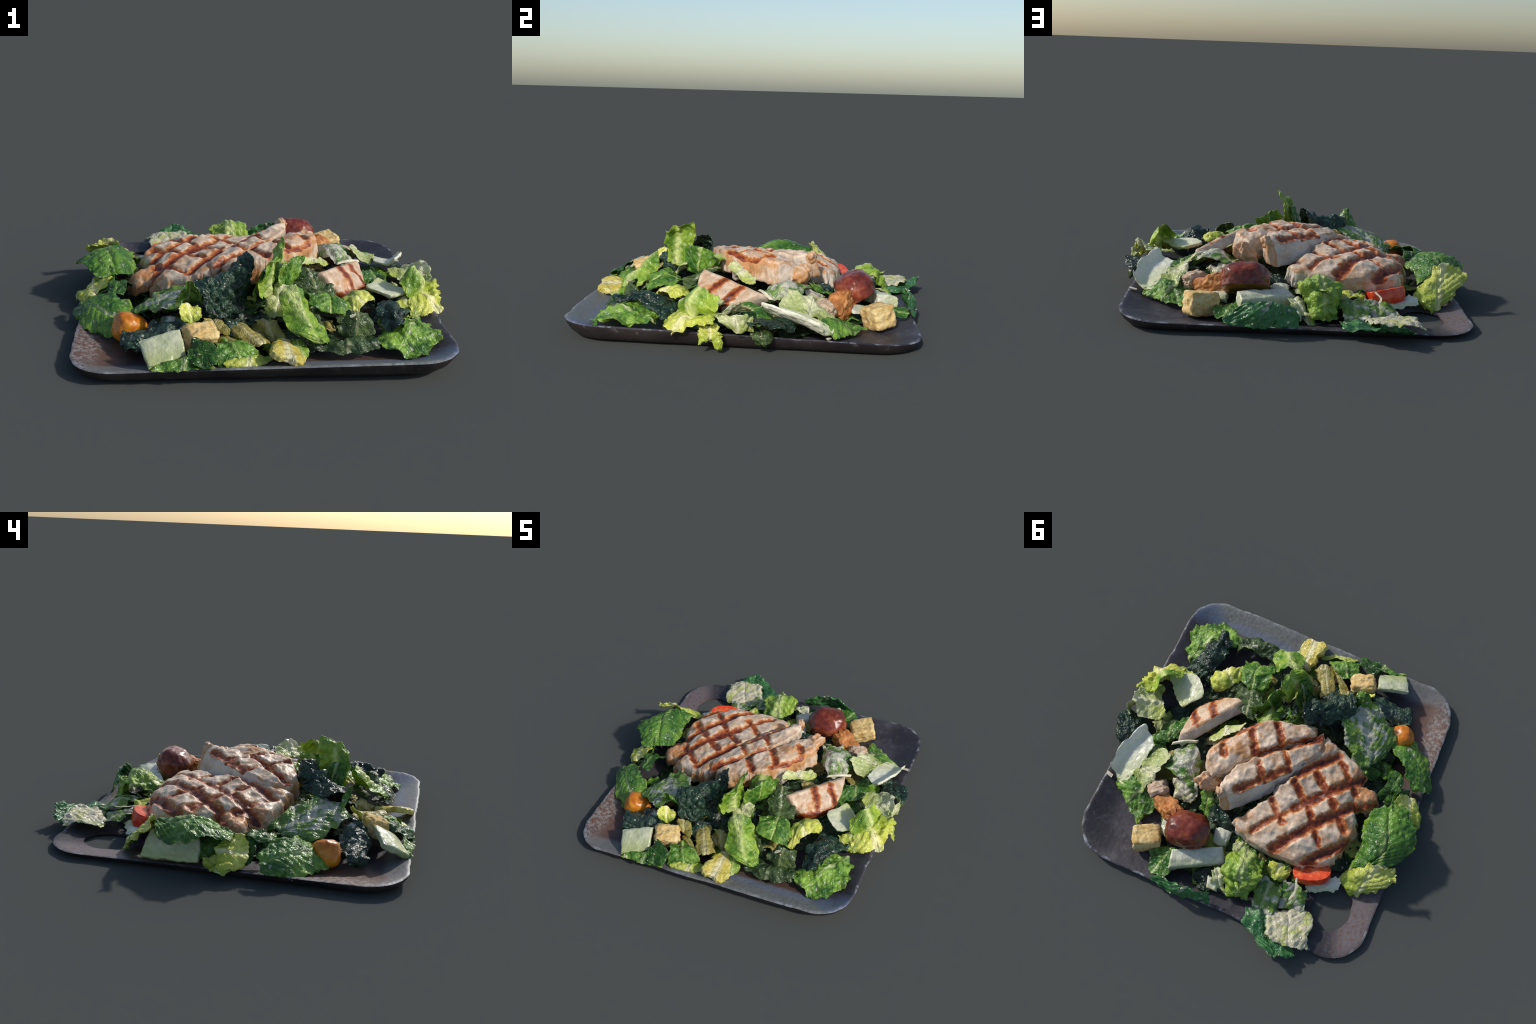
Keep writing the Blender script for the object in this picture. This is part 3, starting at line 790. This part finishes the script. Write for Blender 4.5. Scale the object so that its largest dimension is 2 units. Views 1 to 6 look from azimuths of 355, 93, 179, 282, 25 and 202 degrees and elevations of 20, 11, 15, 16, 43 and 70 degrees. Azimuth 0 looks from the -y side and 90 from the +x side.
    L(RL, "green", [[(-.66, .00, .15), (-.75, -.09, .185), (-.87, -.13, .19)], [(-.68, .13, .17), (-.79, .07, .245), (-.94, .00, .205)], [(-.69, .25, .16), (-.82, .20, .245), (-.985, .12, .185)], [(-.68, .35, .14), (-.78, .30, .215), (-.89, .26, .22)]], crumple=.018, ruffle=.010, crease=.016, blister=.006)
    L(RL, "yellow", [[(-.68, .34, .13), (-.80, .29, .24), (-.94, .27, .215)], [(-.66, .39, .09), (-.79, .36, .18), (-.96, .32, .19)], [(-.67, .43, .05), (-.77, .44, .10), (-.89, .38, .12)], [(-.70, .47, .03), (-.76, .49, .03), (-.85, .43, .05)]], crumple=.018, ruffle=.018, ragged=.02)
    slab("lettuce_rib", [M["rib"]], [[(-.82, .31, .175), (-.82, .18, .17), (-.82, .05, .16)], [(-.90, .345, .05), (-.90, .19, .05), (-.90, .03, .055)]], 0.03, salad, down=(1, 0, -.5), bulge=(.006,) * 4, ragged=.004)
    # ---- back edge
    L(RL, "creamy", [[(-.32, .75, .055), (-.45, .69, .055), (-.57, .66, .065)], [(-.36, .83, .075), (-.48, .78, .08), (-.61, .77, .07)], [(-.41, .92, .085), (-.53, .90, .085), (-.65, .88, .04)]], crumple=.014, ruffle=.014, thick=.012, blister=.006)
    L(RL, "bluegreen", [[(-.23, .80, .055), (-.30, .75, .055), (-.40, .72, .045)], [(-.25, .88, .055), (-.36, .88, .06), (-.50, .84, .05)], [(-.36, .95, .08), (-.44, .96, .085), (-.57, .93, .065)], [(-.40, .98, .10), (-.48, .99, .12), (-.56, .98, .095)]], ruffle=.016, ragged=.02)
    L(RL, "dressed", [[(-.36, .55, .12), (-.44, .56, .12), (-.51, .57, .09)], [(-.34, .64, .08), (-.43, .64, .08), (-.53, .64, .065)], [(-.32, .72, .055), (-.42, .70, .05), (-.54, .69, .045)]], crumple=.014)
    L(RL, "rib_white", [[(-.48, .50, .08), (-.57, .46, .08), (-.66, .40, .08)], [(-.50, .58, .05), (-.58, .54, .05), (-.67, .48, .045)]])
    L(RL, "bright", [[(-.02, .52, .17), (-.10, .50, .19), (-.21, .52, .15)], [(-.01, .62, .20), (-.12, .60, .24), (-.23, .60, .20)], [(-.02, .68, .20), (-.12, .67, .24), (-.22, .66, .20)], [(-.05, .73, .12), (-.14, .74, .16), (-.21, .72, .12)], [(-.08, .75, .04), (-.15, .77, .06), (-.22, .76, .04)]], crumple=.020, ruffle=.014, freq=11)
    L(RL, "bright", [[(-.08, .68, .20), (-.14, .68, .20), (-.21, .68, .18)], [(-.12, .745, .22), (-.15, .75, .23), (-.18, .75, .21)]], ragged=.008)
    L(RL, "pale", [[(.07, .65, .13), (.02, .65, .135), (-.04, .66, .13)], [(.03, .75, .11), (-.01, .75, .11), (-.06, .76, .10)], [(-.03, .785, .03), (-.07, .79, .03), (-.11, .78, .03)]])
    L(RL, "dressed", [[(-.22, .60, .12), (-.30, .60, .13), (-.38, .62, .12)], [(-.22, .70, .10), (-.30, .70, .12), (-.37, .71, .09)], [(-.23, .80, .05), (-.30, .80, .06), (-.36, .80, .05)]], crumple=.020)
    L(RL, "yellow", [[(-.22, .49, .13), (-.29, .49, .14), (-.37, .49, .12)], [(-.24, .59, .11), (-.30, .59, .12), (-.37, .58, .10)]], ruffle=.02)
    slab("lettuce_rib", [M["rib_white"]], [[(.31, .68, .175), (.18, .61, .165), (.05, .54, .15)], [(.285, .79, .155), (.15, .71, .145), (.00, .62, .13)]], 0.07, salad, down=(0.05, -.05, -1), bulge=(.004,) * 4, lumps=.004, edge_round=.012)
    L(RL, "bluegreen", [[(.41, .865, .06), (.22, .885, .05), (-.01, .86, .04)], [(.35, .85, .10), (.19, .865, .11), (-.01, .84, .09)], [(.29, .83, .135), (.15, .83, .165), (.00, .81, .14)]], ragged=.008)
    L(RL, "green", [[(.43, .81, .075), (.36, .85, .08), (.28, .86, .085)], [(.43, .72, .10), (.36, .74, .105), (.27, .76, .10)], [(.37, .63, .09), (.31, .65, .10), (.24, .67, .10)]])
    L(KL, "kale", [[(.16, .69, .08), (.07, .68, .08), (-.03, .67, .08)], [(.14, .80, .07), (.05, .80, .07), (-.06, .78, .06)]], crumple=.018)
    slab("celery_piece", [M["rib_white"]], [[(.06, .73, .11), (.0, .73, .11)], [(.04, .79, .09), (-.02, .79, .09)]], 0.05, salad, bulge=(.003,) * 4)
    # ---- right side
    slab("lettuce_rib", [M["rib_white"]], [[(.80, .05, .21), (.87, .19, .19), (.90, .35, .14)], [(.765, .08, .165), (.82, .24, .13), (.85, .38, .075)], [(.69, .13, .165), (.73, .29, .13), (.77, .44, .07)]], 0.018, salad, bulge=(.003,) * 4, lumps=.004, ragged=.008)
    L(RL, "pale", [[(.56, .18, .26), (.60, .31, .21), (.65, .45, .12)], [(.625, .16, .215), (.645, .30, .175), (.69, .45, .10)], [(.69, .13, .175), (.72, .29, .135), (.76, .45, .07)]], ruffle=.010, ragged=.012)
    L(RL, "frill", [[(.85, .43, .055), (.72, .51, .06), (.60, .60, .055)], [(.81, .38, .09), (.68, .43, .105), (.56, .51, .08)], [(.73, .34, .10), (.63, .36, .11), (.53, .40, .10)]], ruffle=.012)
    L(RL, "dressed", [[(.52, .02, .20), (.57, .12, .19), (.59, .24, .185)], [(.45, .06, .225), (.50, .15, .25), (.51, .26, .23)], [(.39, .11, .22), (.41, .19, .245), (.40, .28, .22)], [(.36, .20, .20), (.36, .28, .19), (.33, .36, .16)]], crumple=.020, ruffle=.012)
    L(RL, "creamy", [[(.50, .29, .19), (.43, .26, .21), (.36, .22, .22)], [(.46, .34, .17), (.40, .33, .18), (.33, .30, .19)], [(.42, .39, .14), (.37, .38, .15), (.30, .37, .15)]], ruffle=.02, crumple=.02)
    L(KL, "kale", [[(.23, .32, .19), (.16, .34, .18), (.09, .36, .17)], [(.21, .42, .15), (.12, .43, .15), (.01, .45, .14)]], crumple=.02)
    L(RL, "green", [[(.29, .27, .21), (.25, .27, .22), (.21, .28, .21)], [(.28, .40, .15), (.24, .41, .155), (.19, .42, .15)]])
    slab("lettuce_rib", [M["rib_white"]], [[(.15, .44, .145), (.10, .44, .15), (.04, .44, .145)], [(.12, .55, .125), (.08, .545, .13), (.03, .53, .12)]], 0.02, salad, bulge=(.003,) * 4, ragged=.006)
    slab("lettuce_rib", [M["rib_white"]], [[(.47, .48, .12), (.42, .49, .125), (.37, .51, .13)], [(.44, .60, .10), (.40, .615, .105), (.36, .63, .105)]], 0.02, salad, bulge=(.003,) * 4, ragged=.006)
    L(RL, "pale", [[(.02, .46, .14), (-.08, .48, .13), (-.20, .50, .12)], [(-.01, .54, .12), (-.09, .55, .11), (-.20, .56, .10)]], ruffle=.012)
    L(KL, "kale", [[(.97, -.03, .165), (.90, -.02, .15), (.82, .00, .13)], [(.98, .06, .17), (.90, .08, .175), (.80, .10, .14)], [(.95, .16, .14), (.87, .16, .15), (.78, .17, .13)], [(.90, .23, .10), (.85, .23, .11), (.79, .23, .10)]], crumple=.022, ruffle=.012, blister=.006)
    L(RL, "green", [[(.60, -.15, .17), (.66, -.07, .15), (.78, .04, .10)], [(.57, -.06, .18), (.63, .00, .17), (.75, .10, .11)], [(.56, .02, .15), (.62, .06, .145), (.71, .13, .10)]])
    L(RL, "frill", [[(.66, .05, .12), (.70, .09, .12), (.80, .06, .11)], [(.62, .13, .11), (.68, .18, .12), (.76, .20, .11)]])
    L(RL, "pale", [[(.38, .01, .245), (.29, -.07, .29), (.20, -.14, .315)], [(.42, -.02, .23), (.33, -.11, .265), (.23, -.19, .285)]], ruffle=.008)
    L(RL, "bright", [[(.18, -.19, .31), (.10, -.23, .30), (.03, -.27, .29)], [(.17, -.24, .295), (.10, -.29, .285), (.04, -.32, .27)], [(.16, -.29, .25), (.10, -.34, .24), (.05, -.36, .22)]], ruffle=.018, ragged=.016)

    # ---- torn scraps that fill the gaps
    scraps_v, scraps_f, scraps_m, base = [], [], [], 0
    keys = ["kale", "chard", "green", "kale_dressed", "frill", "yellow", "olive", "spinach"]
    for i in range(120):
        a = RNG.uniform(0, 2 * math.pi)
        k = int(a / (2 * math.pi) * 180) % 180
        s = math.sqrt(RNG.uniform(0.02, 0.86))
        x, y = s * reach[k] * math.cos(a) * .93, s * reach[k] * math.sin(a) * .93 - 0.02
        if math.hypot(x + .68, y - .58) < 0.26:
            continue
        z = 0.036 + 0.085 * (1 - s ** 2.2) + RNG.uniform(0, 0.015)
        w, l, yaw = RNG.uniform(.04, .08), RNG.uniform(.05, .10), RNG.uniform(0, 6.3)
        c, sn = math.cos(yaw), math.sin(yaw)
        rows = []
        for u in (-1, 0, 1):
            row = []
            for q in (-1, 0, 1):
                px, py = u * l, q * w
                row.append((x + px * c - py * sn, y + px * sn + py * c, z + RNG.uniform(-.02, .025) * (1 if u or q else 0.3)))
            rows.append(row)
        P = leaf_surface(rows, .016, 11, .016, .012, .004, .0, .009, 200 + i)
        N = normals(P)
        v, f, _ = shell(P + N * .003, P - N * .003)
        v[:, 2] = np.maximum(v[:, 2], 0.03)
        scraps_v.append(v)
        scraps_f += [[j + base for j in q] for q in f]
        scraps_m += [int(RNG.integers(0, len(keys)))] * len(f)
        base += len(v)
    sc = make_object("leaf_scrap", np.concatenate(scraps_v), scraps_f, [M[k] for k in keys], salad, scraps_m)
    sc["kind"] = "stuff"

    # ---- shreds of cheese
    cheese = simple_food_material("shaved_cheese", [(0, (.66, .58, .38)), (1, (.80, .74, .56))], 20, 40)
    for pts, w in [([(.60, .09, .20), (.53, .05, .215), (.46, .02, .21)], .010), ([(.875, .40, .066), (.895, .395, .070), (.915, .39, .074)], .010),
                   ([(-.43, .53, .14), (-.45, .60, .13), (-.44, .66, .125)], .008), ([(.40, -.72, .205), (.43, -.70, .215)], .010)]:
        c = np.array(pts)
        slab("cheese_shred", [cheese], [c + np.array([0, -w, 0]), c + np.array([0, w, 0])], .010, salad, bulge=(.003,) * 4, lumps=.001, step=.004)

    # ---- crumbs of grated cheese caught on the leaves
    cv, cf, base = [], [], 0
    bm = bmesh.new()
    bmesh.ops.create_icosphere(bm, subdivisions=2, radius=1)
    ball = np.array([w.co[:] for w in bm.verts])
    ballf = [[w.index for w in p.verts] for p in bm.faces]
    bm.free()
    hosts = [o for o in salad.children if o.name.split(".")[0] in ("lettuce_leaf", "kale_leaf", "chard_leaf", "spinach_leaf")]
    for o in hosts:
        me = o.data
        co = np.empty(len(me.vertices) * 3)
        no = np.empty(len(me.vertices) * 3)
        me.vertices.foreach_get("co", co)
        me.vertices.foreach_get("normal", no)
        R = np.array(o.matrix_world.to_3x3())
        co = co.reshape(-1, 3) @ R.T + np.array(o.matrix_world.translation)
        no = no.reshape(-1, 3) @ R.T
        up = np.flatnonzero(no[:, 2] > 0.45)
        if len(up) < 50:
            continue
        for k in RNG.choice(up, int(RNG.integers(0, 6))):
            size = RNG.uniform(.0025, .0075) * np.array([1, RNG.uniform(.35, .8), RNG.uniform(.2, .4)])
            a = RNG.uniform(0, 6.3)
            p = ball * (1 + 0.9 * noise(ball * 1.7 + k)[:, None]) * size
            p = np.stack([p[:, 0] * math.cos(a) - p[:, 1] * math.sin(a), p[:, 0] * math.sin(a) + p[:, 1] * math.cos(a), p[:, 2]], 1)
            cv.append(p + co[k] + no[k] * size[2] * 0.3)
            cf += [[j + base for j in q] for q in ballf]
            base += len(ball)
    crumbs = make_object("cheese_crumb", np.concatenate(cv), cf, [cheese], salad)
    crumbs["kind"] = "stuff"

    # ---- chicken breast, sliced
    breast = empty("chicken_breast", "sliced grilled chicken breast with crossed char marks", "chicken")
    top = chicken_material("grilled_chicken_skin", GRILL, browned=[(-.65, -.06, .10), (-.62, .22, .09), (-.55, -.18, .08), (.33, .06, .09), (-.20, -.30, .09)])
    flesh = chicken_material("cut_chicken_flesh", [], plain=True, flesh=((0.55, 0.44, 0.34), (0.72, 0.62, 0.51)))
    sear = chicken_material("seared_chicken_side", [], sear=0.10)
    C = "chicken_slice"
    # widest slice, down to the left end
    slab(C, [top, flesh, sear], [[(-0.26, -0.31, 0.264), (-0.2, -0.08, 0.299), (-0.16, 0.02, 0.289), (-0.1, 0.15, 0.274), (-0.03, 0.28, 0.259), (0.05, 0.385, 0.234)],
                           [(-0.36, -0.28, 0.249), (-0.31, -0.03, 0.274), (-0.28, 0.09, 0.274), (-0.22, 0.22, 0.269), (-0.14, 0.34, 0.259), (0, 0.425, 0.224)],
                           [(-0.48, -0.24, 0.224), (-0.45, -0.03, 0.254), (-0.46, 0.12, 0.259), (-0.42, 0.28, 0.254), (-0.3, 0.4, 0.239), (-0.08, 0.455, 0.219)],
                           [(-0.565, -0.2, 0.185), (-0.58, 0, 0.205), (-0.625, 0.16, 0.2), (-0.575, 0.35, 0.195), (-0.42, 0.455, 0.19), (-0.2, 0.47, 0.2)]],
         .13, breast, down=(.05, 0, -1), bulge=(.004, .03, .02, .02), cut=(1, 2, 2, 1), edge_round=.022, lumps=.010, freq=8, grill=True, rings=10, own_axes=False, thin_edges=.15, ragged=.010)
    # nub at the left
    slab(C, [top, flesh, sear], [[(-.50, -.10, .205), (-.53, -.03, .215), (-.55, .05, .205)], [(-.60, -.14, .185), (-.61, -.06, .20), (-.62, .02, .185)], [(-.665, -.13, .155), (-.69, -.065, .17), (-.67, .00, .15)]],
         .085, breast, down=(0, 0, -1), bulge=(.0, .025, .025, .025), cut=(2, 2, 2, 2), edge_round=.03, lumps=.009, freq=12, grill=True, rings=8, own_axes=False, ragged=.010)
    # middle slice
    slab(C, [top, flesh, sear], [[(-0.23, -0.31, 0.297), (-0.13, -0.19, 0.327), (-0.01, -0.08, 0.347), (0.09, 0.02, 0.352), (0.165, 0.14, 0.357), (0.195, 0.26, 0.347)],
                           [(-0.25, -0.25, 0.297), (-0.16, -0.13, 0.322), (-0.07, -0.02, 0.337), (0.02, 0.09, 0.347), (0.1, 0.19, 0.357), (0.165, 0.305, 0.352)],
                           [(-0.26, -0.18, 0.287), (-0.19, -0.08, 0.307), (-0.13, 0.01, 0.322), (-0.05, 0.11, 0.332), (0.04, 0.22, 0.337), (0.12, 0.295, 0.332)]],
         .14, breast, down=(-.18, .34, -1), bulge=(.003, .003, .01, .012), cut=(1, 1, 2, 2), edge_round=.014, lumps=.009, freq=10, grill=True, rings=8, own_axes=False, ragged=.006)
    # end slice
    slab(C, [top, flesh, sear], [[(-0.17, -0.33, 0.307), (-0.05, -0.285, 0.327), (0.06, -0.255, 0.342), (0.18, -0.165, 0.357), (0.305, 0.005, 0.347), (0.35, 0.115, 0.327)],
                           [(-0.19, -0.3, 0.307), (-0.08, -0.22, 0.337), (0.03, -0.17, 0.357), (0.14, -0.07, 0.367), (0.24, 0.07, 0.357), (0.315, 0.165, 0.337)],
                           [(-0.21, -0.27, 0.302), (-0.12, -0.19, 0.327), (-0.005, -0.085, 0.347), (0.085, 0.01, 0.347), (0.18, 0.13, 0.342), (0.26, 0.225, 0.317)]],
         .135, breast, down=(0, .05, -1), bulge=(.012, .003, .01, .012), cut=(2, 1, 2, 1), edge_round=.018, lumps=.010, freq=10, grill=True, rings=8, own_axes=False, ragged=.007)
    # torn scraps of meat at the ends of the slices
    lump("chicken_scrap", [sear], (.165, .295, .34), (.022, .03, .035), breast, (20, 15, 40), .1, .22, 1.6, sub=4)
    lump("chicken_scrap", [sear], (.275, .235, .245), (.05, .045, .075), breast, (15, 30, 60), .15, .25, 1.6, sub=4)
    lump("chicken_scrap", [flesh], (.19, -.11, .25), (.045, .045, .06), breast, (0, 20, 10), .1, .2, 1.6, sub=4)

    # ---- loose strip of chicken
    bars = [(-.10, -.02, .14, -.035, .020, 1.0), (-.10, .10, .14, .10, .020, 1.0), (.085, -.16, .085, .2, .022, 1.0)]
    strip = slab("chicken_strip", [chicken_material("grilled_strip_skin", bars), flesh],
                 [[(.31, -.31, .285), (.44, -.14, .255), (.58, .05, .215)], [(.37, -.34, .22), (.50, -.22, .205), (.595, -.05, .18)], [(.45, -.335, .14), (.54, -.26, .14), (.59, -.18, .14)]],
                 .075, None, bulge=(.004, .01, .012, .012), cut=(1, 0, 0, 1), edge_round=.018, lumps=.005, rings=8)
    tag(strip, "loose strip of grilled chicken with char bars", "chicken")

    # ---- croutons
    tan = simple_food_material("toasted_bread", [(0, (.50, .31, .11)), (.5, (.66, .47, .19)), (1, (.78, .62, .33))], 14, 30, .8, .012, spec=.2)
    red = simple_food_material("browned_crust", [(0, (.34, .11, .03)), (.5, (.52, .21, .06)), (1, (.66, .38, .16))], 9, 26, .6, .010, spec=.3)
    o = lump("crouton", [tan], (.495, .665, .092), (.083, .066, .062), None, (10, -8, 28), .62, .06, 1.7)
    tag(o, "toasted golden bread cube", "crouton")
    o = lump("crouton", [tan], (-.315, -.775, .135), (.075, .060, .055), None, (15, 5, 20), .3, .10, 1.8)
    tag(o, "rounded toasted bread cube", "crouton")
    o = lump("crouton", [red], (.445, .455, .125), (.10, .055, .065), None, (10, 25, -25), .35, .16, 1.8, dents=[((0, 0, 1), .6, .35)])
    tag(o, "browned crusty torn bread piece", "crouton")
    o = lump("crouton", [simple_food_material("pale_bread", [(0, (.45, .28, .16)), (1, (.68, .55, .43))], 8, 30, .7)], (.56, .37, .13), (.06, .05, .045), None, (10, 10, 30), .2, .14, 1.8)
    tag(o, "pale soft bread piece", "crouton")

    # ---- tomatoes
    dark = simple_food_material("dark_plum_tomato_skin", [(0, (.085, .017, .010)), (.5, (.18, .030, .015)), (1, (.33, .085, .04))], 6, 12, .3, .008, .0, .5)
    pulp = simple_food_material("tomato_pulp", [(0, (.22, .10, .02)), (1, (.42, .24, .07))], 12, 24, .3)
    o = lump("tomato_half", [dark, pulp], (.27, .545, .185), (.130, .108, .105), None, (30, -4, 12), .05, .06, 1.4, cut_below=-.40)
    tag(o, "halved glossy dark plum tomato, skin up", "tomato")
    rskin = simple_food_material("red_tomato_skin", [(0, (.50, .018, .006)), (.6, (.68, .05, .012)), (1, (.80, .14, .03))], 6, 12, .3, .004, .0, .5)
    rpulp = simple_food_material("red_tomato_pulp", [(0, (.62, .05, .015)), (.6, (.80, .10, .03)), (1, (.86, .26, .10))], 16, 22, .25)
    o = lump("tomato_half", [rskin, rpulp], (-.49, .462, .112), (.112, .065, .080), None, (197, 4, 22), .05, .03, 1.2, cut_below=-.30)
    tag(o, "halved red cherry tomato, cut face up", "tomato")
    oskin = simple_food_material("orange_tomato_skin", [(0, (.42, .10, .008)), (.5, (.62, .20, .012)), (1, (.72, .30, .02))], 6, 12, .32, .006, .0, .5)
    o = lump("tomato", [oskin], (-.655, -.56, .085), (.085, .075, .075), None, (0, 25, 30), .05, .05, 1.2)
    tag(o, "small orange grape tomato", "tomato")


build()
